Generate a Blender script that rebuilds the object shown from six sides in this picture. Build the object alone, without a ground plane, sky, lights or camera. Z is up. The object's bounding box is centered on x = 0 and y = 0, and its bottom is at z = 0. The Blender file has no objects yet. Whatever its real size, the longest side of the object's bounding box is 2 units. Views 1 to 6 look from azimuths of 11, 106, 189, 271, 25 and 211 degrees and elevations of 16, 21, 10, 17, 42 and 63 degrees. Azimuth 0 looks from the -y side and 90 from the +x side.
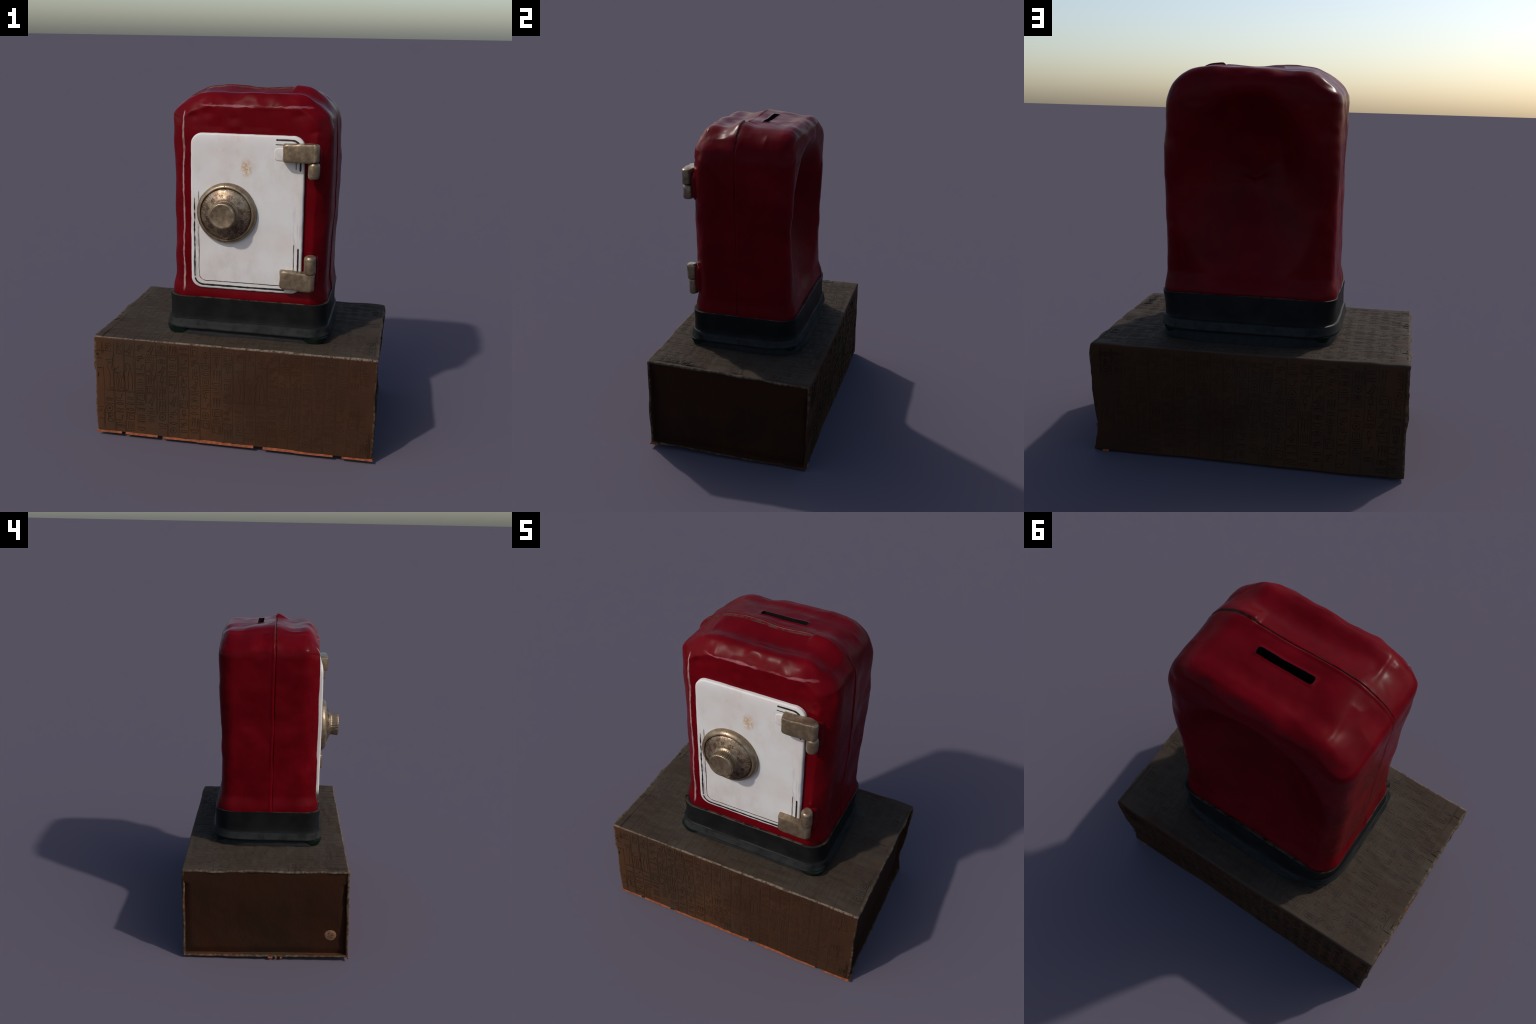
"""A dented red toy-safe money bank standing on a cloth-covered storage box."""
import bpy, bmesh, math, random
import numpy as np
from mathutils import Vector, Matrix

RNG = random.Random(11)

# ------------------------------------------------------------------ helpers
def hash3(ix, iy, iz, seed):
    n = (ix * 374761393 + iy * 668265263 + iz * 2147483647 + seed * 974711) & 0x7FFFFFFF
    n = ((n ^ (n >> 13)) * 1274126177) & 0x7FFFFFFF
    n = ((n ^ (n >> 16)) * 668265263) & 0x7FFFFFFF
    return (n / 0x7FFFFFFF) * 2 - 1


def noise(P, freq, seed=0):
    """Smooth value noise in -1..1 for an (n,3) array of points."""
    q = np.asarray(P, float) * freq + 100.5
    i = np.floor(q).astype(np.int64)
    f = q - i
    f = f * f * f * (f * (f * 6 - 15) + 10)
    r = 0
    for dx in (0, 1):
        for dy in (0, 1):
            for dz in (0, 1):
                w = ((f[:, 0] if dx else 1 - f[:, 0]) * (f[:, 1] if dy else 1 - f[:, 1]) * (f[:, 2] if dz else 1 - f[:, 2]))
                r = r + w * hash3(i[:, 0] + dx, i[:, 1] + dy, i[:, 2] + dz, seed)
    return r


def smooth(a, b, x):
    t = np.clip((np.asarray(x, float) - a) / (b - a), 0, 1)
    return t * t * (3 - 2 * t)


def gauss(x, c, s):
    return np.exp(-(((x - c) / s) ** 2))


def grid_faces(rows, cols, closed=True, flip=False):
    f = []
    for r in range(rows - 1):
        for c in range(cols if closed else cols - 1):
            d = (c + 1) % cols
            q = (r * cols + c, r * cols + d, (r + 1) * cols + d, (r + 1) * cols + c)
            f.append(q[::-1] if flip else q)
    return f


def new_object(name, verts, faces, mat, parent=None, sharp=None, kind=None):
    me = bpy.data.meshes.new(name)
    me.from_pydata([tuple(v) for v in verts], [], faces)
    me.materials.append(mat)
    return link_mesh(name, me, parent, sharp, kind)


def link_mesh(name, me, parent=None, sharp=None, kind=None, fix=True):
    if fix:
        bm = bmesh.new()
        bm.from_mesh(me)
        bmesh.ops.recalc_face_normals(bm, faces=bm.faces)
        bm.to_mesh(me)
        bm.free()
    me.polygons.foreach_set("use_smooth", [True] * len(me.polygons))
    if sharp:
        me.set_sharp_from_angle(angle=math.radians(sharp))
    ob = bpy.data.objects.new(name, me)
    bpy.context.scene.collection.objects.link(ob)
    if parent:
        ob.parent = parent
        if parent.type == "EMPTY" and parent.parent is None:
            ob.location = -Vector(parent.location)
    if kind:
        ob["kind"] = kind
    return ob


def normals_of(verts, faces):
    me = bpy.data.meshes.new("tmp")
    me.from_pydata([tuple(v) for v in verts], [], faces)
    n = np.empty(len(verts) * 3)
    me.vertices.foreach_get("normal", n)
    bpy.data.meshes.remove(me)
    return n.reshape(-1, 3)


def rounded_rect(x0, x1, y0, y1, r, per=14, edge=24):
    """Counter-clockwise rounded rectangle as an (n,2) array."""
    pts = []
    for cx, cy, a0 in ((x1 - r, y1 - r, 0), (x0 + r, y1 - r, 90), (x0 + r, y0 + r, 180), (x1 - r, y0 + r, 270)):
        arc = [(cx + r * math.cos(math.radians(a0 + 90 * k / per)), cy + r * math.sin(math.radians(a0 + 90 * k / per))) for k in range(per + 1)]
        if pts:
            p, q = pts[-1], arc[0]
            pts += [(p[0] + (q[0] - p[0]) * k / edge, p[1] + (q[1] - p[1]) * k / edge) for k in range(1, edge)]
        pts += arc
    p, q = pts[-1], pts[0]
    pts += [(p[0] + (q[0] - p[0]) * k / edge, p[1] + (q[1] - p[1]) * k / edge) for k in range(1, edge)]
    return np.array(pts)


def catmull(ctrl, n):
    """Smooth open curve through control points, resampled to n even steps."""
    c = np.array(ctrl, float)
    c = np.vstack([2 * c[0] - c[1], c, 2 * c[-1] - c[-2]])
    out = []
    for i in range(1, len(c) - 2):
        for t in np.linspace(0, 1, 24, endpoint=False):
            p0, p1, p2, p3 = c[i - 1 : i + 3]
            out.append(0.5 * (2 * p1 + (p2 - p0) * t + (2 * p0 - 5 * p1 + 4 * p2 - p3) * t * t + (3 * p1 - p0 - 3 * p2 + p3) * t ** 3))
    out = np.array(out + [c[-2]])
    s = np.r_[0, np.cumsum(np.linalg.norm(np.diff(out, axis=0), axis=1))]
    t = np.linspace(0, s[-1], n)
    return np.stack([np.interp(t, s, out[:, k]) for k in range(out.shape[1])], 1)


def lathe_y(profile, cx, cz, seg=96, wobble=0.0, seed=0):
    """Turn (radius, y) points around an axis parallel to y; closed at both ends."""
    V, n = [], len(profile)
    for r, y in profile:
        for k in range(seg):
            a = 2 * math.pi * k / seg
            V.append((cx + r * math.cos(a), y, cz + r * math.sin(a)))
    V = np.array(V)
    if wobble:
        V[:, 1] += wobble * noise(V, 22, seed)
        rad = V - np.array([cx, 0, cz])
        rad[:, 1] = 0
        V += rad * (noise(V, 16, seed + 5) * wobble * 6)[:, None]
    F = grid_faces(n, seg)
    F += [tuple(range(seg))[::-1], tuple((n - 1) * seg + k for k in range(seg))]
    return V, F


def extrude_outline(outline, y_back, y_front, bevel, n_bev=4, plane="xz", rings=0):
    """Solid plate from a 2D outline with a rounded front edge (outline in x,z; front toward -y)."""
    P = np.asarray(outline, float)
    d = np.roll(P, -1, 0) - np.roll(P, 1, 0)
    N = np.stack([d[:, 1], -d[:, 0]], 1)
    N /= np.linalg.norm(N, axis=1)[:, None]
    c = P.mean(0)
    N *= np.sign((N * (P - c)).sum())
    rows = [(P, y_back)]
    for k in range(n_bev + 1):
        a = math.pi / 2 * k / n_bev
        rows.append((P - N * bevel * (1 - math.cos(a)), y_front + bevel * (1 - math.sin(a))))
    last = rows[-1][0]
    for k in range(1, rings + 1):
        s = 1 - k / (rings + 0.5)
        rows.append((c + (last - c) * s, y_front))
    V = np.array([(p[0], y, p[1]) for ring, y in rows for p in ring])
    n = len(P)
    F = grid_faces(len(rows), n)
    F += [tuple(range(n))[::-1], tuple((len(rows) - 1) * n + k for k in range(n))]
    return V, F


# ---------------------------------------------------------------- materials
class Mat:
    """Small wrapper to write shader graphs as expressions."""

    def __init__(s, name):
        s.m = bpy.data.materials.new(name)
        s.m.use_nodes = True
        s.t = s.m.node_tree
        s.b = s.t.nodes["Principled BSDF"]
        s.co = s.t.nodes.new("ShaderNodeTexCoord").outputs["Object"]
        sep = s.t.nodes.new("ShaderNodeSeparateXYZ")
        s.t.links.new(s.co, sep.inputs[0])
        s.x, s.y, s.z = sep.outputs

    def put(s, sock, val):
        if isinstance(val, bpy.types.NodeSocket):
            s.t.links.new(val, sock)
        elif isinstance(val, tuple) and len(val) == 3 and sock.type == "RGBA":
            sock.default_value = (*val, 1)
        else:
            sock.default_value = val

    def math(s, op, a, b=0.0, c=None):
        n = s.t.nodes.new("ShaderNodeMath")
        n.operation = op
        s.put(n.inputs[0], a)
        s.put(n.inputs[1], b)
        if c is not None:
            s.put(n.inputs[2], c)
        return n.outputs[0]

    def noise(s, scale, detail=4, rough=0.6, stretch=(1, 1, 1), off=(0, 0, 0)):
        mp = s.t.nodes.new("ShaderNodeMapping")
        mp.inputs["Scale"].default_value = stretch
        mp.inputs["Location"].default_value = off
        s.t.links.new(s.co, mp.inputs[0])
        n = s.t.nodes.new("ShaderNodeTexNoise")
        n.inputs["Scale"].default_value = scale
        n.inputs["Detail"].default_value = detail
        n.inputs["Roughness"].default_value = rough
        s.t.links.new(mp.outputs[0], n.inputs["Vector"])
        return n.outputs["Fac"]

    def step(s, v, a, b, lo=0.0, hi=1.0):
        n = s.t.nodes.new("ShaderNodeMapRange")
        n.interpolation_type = "SMOOTHSTEP"
        s.put(n.inputs["Value"], v)
        s.put(n.inputs["From Min"], a)
        s.put(n.inputs["From Max"], b)
        s.put(n.inputs["To Min"], lo)
        s.put(n.inputs["To Max"], hi)
        return n.outputs["Result"]

    def mix(s, f, a, b):
        n = s.t.nodes.new("ShaderNodeMix")
        n.data_type = "RGBA"
        s.put(n.inputs["Factor"], f)
        s.put(n.inputs["A"], a)
        s.put(n.inputs["B"], b)
        return next(o for o in n.outputs if o.type == "RGBA")

    def spot(s, x, z, rx, rz, soft=0.5):
        """Elliptical mask on the front (x,z) plane."""
        dx = s.math("DIVIDE", s.math("SUBTRACT", s.x, x), rx)
        dz = s.math("DIVIDE", s.math("SUBTRACT", s.z, z), rz)
        d = s.math("SQRT", s.math("ADD", s.math("MULTIPLY", dx, dx), s.math("MULTIPLY", dz, dz)))
        return s.step(d, soft, 1.0, 1.0, 0.0)

    def bump(s, height, strength, dist=0.01):
        n = s.t.nodes.new("ShaderNodeBump")
        n.inputs["Strength"].default_value = strength
        n.inputs["Distance"].default_value = dist
        s.put(n.inputs["Height"], height)
        s.t.links.new(n.outputs[0], s.b.inputs["Normal"])

    def set(s, **k):
        for key, v in k.items():
            s.put(s.b.inputs[key.replace("_", " ").replace("Specular IOR", "Specular IOR Level").title().replace("Ior", "IOR") if False else NAMES[key]], v)
        return s.m


NAMES = dict(color="Base Color", rough="Roughness", metal="Metallic", spec="Specular IOR Level", coat="Coat Weight", coat_rough="Coat Roughness", sheen="Sheen Weight")


def red_enamel():
    m = Mat("red_enamel")
    col = m.mix(m.step(m.noise(5, 3), 0.35, 0.7), (0.080, 0.0008, 0.0028), (0.106, 0.0013, 0.0042))
    seam = m.step(m.math("ABSOLUTE", m.math("ADD", m.y, 0.0195)), 0.004, 0.0085, 1.0, 0.0)
    seam = m.math("MULTIPLY", seam, m.step(m.z, 1.78, 1.95))
    seam = m.math("MULTIPLY", seam, m.step(m.noise(30, 3), 0.38, 0.6))
    col = m.mix(m.math("MULTIPLY", seam, 0.8), col, (0.055, 0.030, 0.022))
    specks = m.step(m.noise(160, 2), 0.76, 0.80)
    specks = m.math("MULTIPLY", specks, m.step(m.noise(9, 2, off=(3, 1, 7)), 0.5, 0.62))
    col = m.mix(m.math("MULTIPLY", specks, 0.35), col, (0.30, 0.16, 0.15))
    # baked highlight painted as a thin wandering pale line, front left edge
    line = m.noise(3.0, 3, 0.6, (0.01, 0.01, 1.0), (0, 0, 2.3))
    path = m.math("ADD", -0.348, m.math("MULTIPLY", line, 0.056))
    width = m.step(m.noise(22, 3), 0.3, 0.7, 0.0030, 0.0062)
    dist = m.math("DIVIDE", m.math("ABSOLUTE", m.math("SUBTRACT", m.x, path)), width)
    wear_or_shine = m.math("MULTIPLY", m.step(dist, 0.7, 1.25, 1.0, 0.0), m.step(m.y, -0.20, -0.21))
    wear_or_shine = m.math("MULTIPLY", wear_or_shine, m.math("MULTIPLY", m.step(m.z, 0.85, 0.90), m.step(m.z, 1.85, 1.875, 1.0, 0.0)))
    wear_or_shine = m.math("MULTIPLY", wear_or_shine, m.step(m.noise(12, 3, off=(5, 2, 1)), 0.30, 0.60, 0.25, 0.8))
    col = m.mix(wear_or_shine, col, (0.33, 0.21, 0.20))
    brow = m.math("ADD", 1.893, m.math("MULTIPLY", m.noise(5, 3, 0.6, (1, 0.01, 0.01)), 0.020))  # baked shine along the front top crease, painted as a patchy pale line
    db = m.math("DIVIDE", m.math("ABSOLUTE", m.math("SUBTRACT", m.z, brow)), m.step(m.noise(15, 3, off=(2, 0, 0)), 0.35, 0.65, 0.0025, 0.0085))
    rub_or_shine = m.math("MULTIPLY", m.step(db, 0.4, 1.3, 1.0, 0.0), m.step(m.y, -0.245, -0.262))
    rub_or_shine = m.math("MULTIPLY", rub_or_shine, m.math("MULTIPLY", m.step(m.x, -0.25, -0.18), m.step(m.x, 0.37, 0.40, 1.0, 0.0)))
    rub_or_shine = m.math("MULTIPLY", rub_or_shine, m.step(m.noise(9, 4, 0.6, off=(1, 4, 2)), 0.36, 0.62, 0.1, 0.75))
    col = m.mix(rub_or_shine, col, (0.27, 0.10, 0.11))
    return m.set(color=col, rough=m.step(m.noise(8, 3), 0.3, 0.75, 0.25, 0.37), spec=0.055)


def plain(name, color, rough=0.6, spec=0.4, vary=0.25, scale=30, bump=0.0, metal=0.0):
    m = Mat(name)
    lo = tuple(c * (1 - vary) for c in color)
    hi = tuple(min(1, c * (1 + vary)) for c in color)
    n = m.noise(scale, 4)
    if bump:
        m.bump(n, bump, 0.004)
    return m.set(color=m.mix(m.step(n, 0.3, 0.7), lo, hi), rough=rough, spec=spec, metal=metal)


def white_enamel():
    m = Mat("white_enamel")
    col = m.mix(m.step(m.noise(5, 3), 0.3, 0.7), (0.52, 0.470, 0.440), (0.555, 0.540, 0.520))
    stain = m.math("MULTIPLY", m.spot(0.036, 1.578, 0.040, 0.060, 0.3), m.step(m.noise(55, 4, 0.7), 0.44, 0.60))
    col = m.mix(stain, col, (0.42, 0.235, 0.075))
    halo = m.math("MULTIPLY", m.spot(0.034, 1.575, 0.050, 0.066, 0.2), m.step(m.noise(28, 3), 0.4, 0.62))
    col = m.mix(m.math("MULTIPLY", halo, 0.6), col, (0.45, 0.32, 0.21))
    for x, z, rx, rz, k in ((-0.094, 1.672, 0.022, 0.034, 0.45), (-0.01, 1.735, 0.06, 0.03, 0.35)):
        f = m.math("MULTIPLY", m.spot(x, z, rx, rz, 0.1), m.step(m.noise(60, 3), 0.42, 0.62))
        col = m.mix(m.math("MULTIPLY", f, k), col, (0.50, 0.36, 0.22))
    # grime where the pinstripes have rubbed off, left and lower right
    ragged = m.step(m.noise(60, 5, 0.7, (1, 1, 0.12)), 0.46, 0.66)
    left = m.math("MULTIPLY", m.step(m.x, -0.235, -0.218, 1.0, 0.0), m.math("MULTIPLY", m.step(m.x, -0.272, -0.262), m.step(m.z, 1.40, 1.46, 1.0, 0.0)))
    col = m.mix(m.math("MULTIPLY", m.math("MULTIPLY", left, ragged), 0.5), col, (0.16, 0.14, 0.13))
    smear = m.math("MULTIPLY", m.step(m.noise(7, 5, 0.65, (1, 1, 0.6), (2, 0, 5)), 0.50, 0.72), 0.40)
    col = m.mix(smear, col, (0.40, 0.345, 0.305))
    rt = m.math("MULTIPLY", m.step(m.x, 0.272, 0.30), m.step(m.z, 1.56, 1.20, 0.0, 1.0))
    col = m.mix(m.math("MULTIPLY", m.math("MULTIPLY", rt, ragged), 0.45), col, (0.27, 0.22, 0.19))
    freck = m.math("MULTIPLY", m.step(m.noise(170, 2), 0.755, 0.79), 0.5)
    col = m.mix(freck, col, (0.30, 0.24, 0.21))
    m.bump(m.noise(18, 3), 0.06, 0.01)
    return m.set(color=col, rough=0.42, spec=0.2)


def brass(name, rust=0.0, tone=1.0):
    m = Mat(name)
    a, b = (0.19 * tone, 0.134 * tone, 0.082 * tone), (0.285 * tone, 0.212 * tone, 0.138 * tone)
    col = m.mix(m.step(m.noise(38, 5, 0.65), 0.35, 0.68), a, b)
    if rust:
        r = m.step(m.noise(21, 6, 0.75), 0.46, 0.57)
        col = m.mix(m.math("MULTIPLY", r, rust), col, (0.090, 0.048, 0.030))
        s = m.step(m.noise(120, 3, 0.7), 0.60, 0.68)
        col = m.mix(m.math("MULTIPLY", s, rust * 0.8), col, (0.62, 0.48, 0.41))
    rubbed = m.step(m.noise(11, 4, 0.6, off=(7, 3, 2)), 0.50, 0.68)
    col = m.mix(m.math("MULTIPLY", rubbed, 0.45), col, (0.40 * tone, 0.33 * tone, 0.235 * tone))
    m.bump(m.noise(70, 4), 0.12, 0.004)
    return m.set(color=col, metal=0.72, rough=m.step(m.noise(45, 4), 0.3, 0.7, 0.28, 0.46), spec=0.5)


def box_cloth(name, plain_end=False):
    """Dark brown embossed bookcloth, pale where the long edges are rubbed."""
    m = Mat(name)
    weave = m.noise(260, 2, 0.5, (1.0, 1.0, 0.25))
    patch = m.noise(3.2, 4, 0.6)
    warm, dull = (0.062, 0.0265, 0.0125), (0.044, 0.0245, 0.0145)
    col = m.mix(m.step(patch, 0.35, 0.65), warm, dull)
    right_shade = m.math("ADD", m.math("MULTIPLY", m.x, 0.55), m.noise(2.2, 4, 0.6, off=(4, 4, 1)))  # baked shade painted in: box front darker and redder towards the right
    col = m.mix(m.step(right_shade, 0.42, 0.70, 0.0, 0.75), col, (0.036, 0.0150, 0.0078))
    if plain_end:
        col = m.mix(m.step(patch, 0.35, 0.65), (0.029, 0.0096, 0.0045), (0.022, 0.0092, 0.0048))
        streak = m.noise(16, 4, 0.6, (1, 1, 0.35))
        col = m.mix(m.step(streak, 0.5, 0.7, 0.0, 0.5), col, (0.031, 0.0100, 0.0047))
    else:
        # the lid is a greyer brown
        lid = m.math("MULTIPLY", m.step(m.z, 0.5800, 0.587), m.step(m.y, -0.493, -0.482))
        grey = m.mix(m.step(m.noise(4, 4), 0.3, 0.7), (0.043, 0.0285, 0.0195), (0.051, 0.0385, 0.0285))
        col = m.mix(lid, col, grey)
        dy = m.math("ADD", m.y, 0.495)
        dz = m.math("SUBTRACT", m.z, 0.6105)
        d = m.math("SQRT", m.math("ADD", m.math("MULTIPLY", dy, dy), m.math("MULTIPLY", dz, dz)))
        wear_or_shine = m.math("MULTIPLY", m.step(d, 0.004, 0.011, 1.0, 0.0), m.step(m.noise(60, 4, 0.7), 0.34, 0.60))
        col = m.mix(m.math("MULTIPLY", wear_or_shine, 0.62), col, (0.22, 0.185, 0.14))
        edge = m.math("MULTIPLY", m.step(m.math("ABSOLUTE", m.x), 0.786, 0.798), m.step(m.noise(40, 4), 0.42, 0.6))
        col = m.mix(m.math("MULTIPLY", edge, 0.35), col, (0.20, 0.15, 0.10))
    col = m.mix(m.step(weave, 0.45, 0.7, 0.0, 0.30), col, (0.03, 0.019, 0.013))
    ripple = m.noise(34, 4, 0.55, (0.45, 1.5, 1.0))
    h = m.math("ADD", m.math("MULTIPLY", weave, 0.35), ripple)
    m.bump(h, 0.40 if not plain_end else 0.25, 0.005)
    return m.set(color=col, rough=0.70, spec=0.06)


def glyph_ink(name, dark, fade_to, fades):
    m = Mat(name)
    f = m.step(m.noise(4, 3), 0.35, 0.68)
    if fades:
        f = m.math("MINIMUM", m.math("ADD", m.step(m.x, -0.35, 0.02, 0.0, 0.58), m.math("MULTIPLY", f, 0.38)), 1.0)
    return m.set(color=m.mix(f, dark, fade_to), rough=0.7, spec=0.06)


def base_enamel():
    m = Mat("black_enamel")
    col = m.mix(m.step(m.noise(9, 3), 0.3, 0.7), (0.0065, 0.0065, 0.0065), (0.011, 0.011, 0.011))
    rub_or_shine = m.math("MULTIPLY", m.step(m.z, 0.8305, 0.8330), m.step(m.noise(26, 4), 0.36, 0.56))
    col = m.mix(m.math("MULTIPLY", rub_or_shine, 0.6), col, (0.11, 0.055, 0.036))
    rim_sheen = m.math("MULTIPLY", m.math("MULTIPLY", m.step(m.z, 0.646, 0.653), m.step(m.z, 0.690, 0.698, 1.0, 0.0)), m.step(m.noise(14, 4), 0.25, 0.6))  # sky reflection on the rim, painted as a patchy grey band
    col = m.mix(m.math("MULTIPLY", rim_sheen, 0.8), col, (0.026, 0.027, 0.026))
    m.bump(m.noise(40, 3), 0.08, 0.004)
    return m.set(color=col, rough=0.42, spec=0.05)


RED = red_enamel()
WHITE = white_enamel()
BLACK = base_enamel()
FOOT = plain("green_black_rubber", (0.006, 0.012, 0.009), 0.55, 0.08)
CORE = plain("gap_filler_black", (0.010, 0.010, 0.010), 0.8, 0.2)
HOLLOW = plain("dark_hollow", (0.006, 0.005, 0.005), 0.9, 0.05)
BRASS = brass("aged_brass")
PLATE = brass("rusty_brass", 0.9, 0.92)
INK = plain("black_pinstripe_paint", (0.012, 0.010, 0.010), 0.5, 0.3)
INK2 = plain("brown_pinstripe_paint", (0.09, 0.055, 0.05), 0.5, 0.3, 0.5)
NUM = plain("dark_bronze_mark", (0.045, 0.028, 0.020), 0.6, 0.3)
TICK = brass("bright_brass", 0.2, 1.15)
CLOTH = box_cloth("embossed_brown_cloth")
ENDCLOTH = box_cloth("plain_brown_cloth", True)
GLYPH_FRONT = glyph_ink("pressed_glyph_line", (0.0165, 0.0120, 0.0080), (0.036, 0.0165, 0.0088), True)
GLYPH_LID = glyph_ink("worn_glyph_line", (0.024, 0.021, 0.018), (0.036, 0.029, 0.023), False)
STICKER = plain("tan_paper", (0.150, 0.074, 0.038), 0.8, 0.2)
FRINGE = plain("orange_table_scrap", (0.19, 0.055, 0.024), 0.85, 0.1, 0.3, 45)

# ============================================================ THE TOY SAFE
safe = bpy.data.objects.new("toy_safe_bank", None)
safe.location = (0.04, 0.01, 0.59)
safe.empty_display_size = 0.3
bpy.context.scene.collection.objects.link(safe)
safe["label"] = "dented red toy safe money bank with white door and brass dial"
safe["category"] = "money bank"

# ---- body: tombstone outline swept front to back, edges rolled over
SEAM_Y = -0.0195
Z_FOOT = 0.815


def body():
    half_left = [(-0.403, Z_FOOT), (-0.404, 1.00), (-0.404, 1.30), (-0.405, 1.60), (-0.407, 1.76), (-0.405, 1.832), (-0.384, 1.876), (-0.342, 1.914), (-0.282, 1.950), (-0.215, 1.972)]
    top = [(-0.05, 1.978), (0.10, 1.978), (0.24, 1.979), (0.325, 1.974)]
    half_right = [(0.388, 1.949), (0.436, 1.910), (0.467, 1.862), (0.483, 1.812), (0.488, 1.765), (0.489, 1.68), (0.494, 1.50), (0.486, 1.28), (0.480, 1.00), (0.478, Z_FOOT)]
    arch = catmull(half_left + top + half_right, 470)
    floor = np.stack([np.linspace(0.478, -0.403, 60)[1:-1], np.full(58, Z_FOOT)], 1)
    P = np.vstack([arch, floor])
    n_arch, n = len(arch), len(P)
    d = np.roll(arch, -1, 0) - np.roll(arch, 1, 0)
    N = np.zeros((n, 2))
    N[:n_arch] = np.stack([-d[:, 1], d[:, 0]], 1) / np.linalg.norm(d, axis=1)[:, None]
    N[0], N[n_arch - 1] = (-1, 0), (1, 0)
    N[1:4] = (-1, 0)
    for _ in range(30):
        N[2 : n_arch - 2] = (N[1 : n_arch - 3] + N[2 : n_arch - 2] + N[3 : n_arch - 1]) / 3
    N[:n_arch] /= np.linalg.norm(N[:n_arch], axis=1)[:, None]
    N[n_arch:, 0] = np.linspace(1, -1, n - n_arch) * 0.98
    c = np.array([0.04, 1.38])
    rows = []  # (inset, y offset kind, y, scale)
    RF, RB = 0.079, 0.093
    yf, yb = -0.299, 0.318
    for s in np.linspace(0.04, 1, 46)[:-1]:
        rows.append((RF, yf, s))
    # front edge: crisp crease, then a chamfer easing into the sides (y offset, inset)
    chamfer = catmull([(0.0, RF), (0.014, 0.059), (0.036, 0.034), (0.064, 0.013), (0.095, 0.003), (0.125, 0.0)], 26)
    rows += [(d, yf + o, 1) for o, d in chamfer]
    ys = np.unique(np.round(np.r_[np.linspace(yf + 0.125, -0.06, 16), np.linspace(-0.06, 0.035, 56), np.linspace(0.035, yb - RB, 36)], 5))
    rows += [(0, y, 1) for y in ys[1:-1]]
    for a in np.linspace(math.pi / 2, 0, 22):
        rows.append((RB * (1 - math.sin(a)), yb - RB * (1 - math.cos(a)), 1))
    for s in np.linspace(1, 0.04, 40)[1:]:
        rows.append((RB, yb, s))
    V = []
    for inset, y, s in rows:
        Q = P - N * inset
        Q[n_arch:, 1] = Z_FOOT
        Q = c + (Q - c) * s
        V.append(np.stack([Q[:, 0], np.full(n, y), Q[:, 1]], 1))
    V = np.vstack(V)
    F = grid_faces(len(rows), n)
    F += [tuple(range(n))[::-1], tuple((len(rows) - 1) * n + k for k in range(n))]
    Nn = normals_of(V, F)
    x, y, z = V.T
    side, up = np.abs(Nn[:, 0]), np.clip(Nn[:, 2], 0, 1)
    out = 0.0042 * noise(V, 5, 1) + 0.0032 * noise(V, 11, 2) + 0.0005 * noise(V, 30, 3)
    calm = 1 - 0.75 * smooth(0.9, 0.99, np.abs(Nn[:, 1])) * ((x > -0.3) & (x < 0.37) & (z < 1.78))
    edge = smooth(0.15, 0.6, np.abs(Nn[:, 1])) * (1 - smooth(0.85, 0.99, np.abs(Nn[:, 1])))
    shoulder = smooth(1.72, 1.86, z) * edge
    out = out * calm + shoulder * 0.0038 * noise(V, 15, 7) + edge * 0.0022 * noise(V, 17, 8)
    # pressed-tin facets round the shoulders of the lid
    brow = smooth(0.15, 0.45, up) * (1 - smooth(0.85, 0.99, up)) + 0.35 * smooth(0.9, 1, up)
    out += brow * (0.0075 * (0.42 - np.abs(noise(V, 6.5, 15))) - 0.004 * np.abs(noise(V, 13, 16)) + 0.002)
    # the dented lid: ripples running front to back, hollow behind the front edge
    out += up * (0.0035 * noise(V * np.array([1.0, 0.5, 1.0]), 10, 4) - 0.016 * gauss(y, -0.14, 0.065) * smooth(0.75, 1, up) - 0.008 * gauss(y, 0.20, 0.07) * smooth(0.75, 1, up) + 0.009 * gauss(y, -0.01, 0.05) * (0.7 + 0.5 * noise(V, 7, 14)))
    # skirt flares where it meets the plinth
    out += 0.013 * smooth(0.935, 0.84, z) * (Nn[:, 2] > -0.5)
    # seam where the two pressed halves meet
    wander = SEAM_Y + 0.003 * noise(np.stack([x * 1.0, x * 0, z], 1), 9, 6)
    s = y - wander
    band = smooth(0.25, 0.6, np.hypot(Nn[:, 0], Nn[:, 2])) * (Nn[:, 2] > -0.4)
    fade = np.clip(0.85 + 0.9 * noise(np.stack([x, x * 0, z], 1), 7, 12), 0.4, 1.5)
    torn = up * smooth(0.225, 0.255, x)  # on the right of the lid the front lip rides up
    groove = gauss(s, 0, 0.0038) * (0.0050 * fade + 0.0050 * up)
    ridge = gauss(s, 0.011, 0.009) * (0.0026 + 0.0022 * up) * fade * (1 - torn)
    step_back = smooth(-0.003, 0.003, s) * smooth(0.10, 0.02, s) * (0.0022 + 0.0030 * up * fade) * (1 - torn)
    ridge += torn * 0.010 * smooth(0.008, -0.003, s) * smooth(-0.10, -0.01, s)
    out += band * (ridge + step_back - groove)
    out -= up * 0.009 * smooth(0.04, 0.20, y) * smooth(0.10, -0.15, x)
    # the raised, torn end of the seam on the right of the lid
    out += up * 0.010 * smooth(0.232, 0.262, x) * smooth(0.40, 0.32, x) * gauss(y, -0.03, 0.05)
    # lips of the coin slot
    lip = smooth(0.012, 0.0, np.abs(np.maximum(np.abs(x - 0.0435) - 0.130, np.abs(y - 0.079) - 0.017)))
    out += up * 0.0035 * lip
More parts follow.
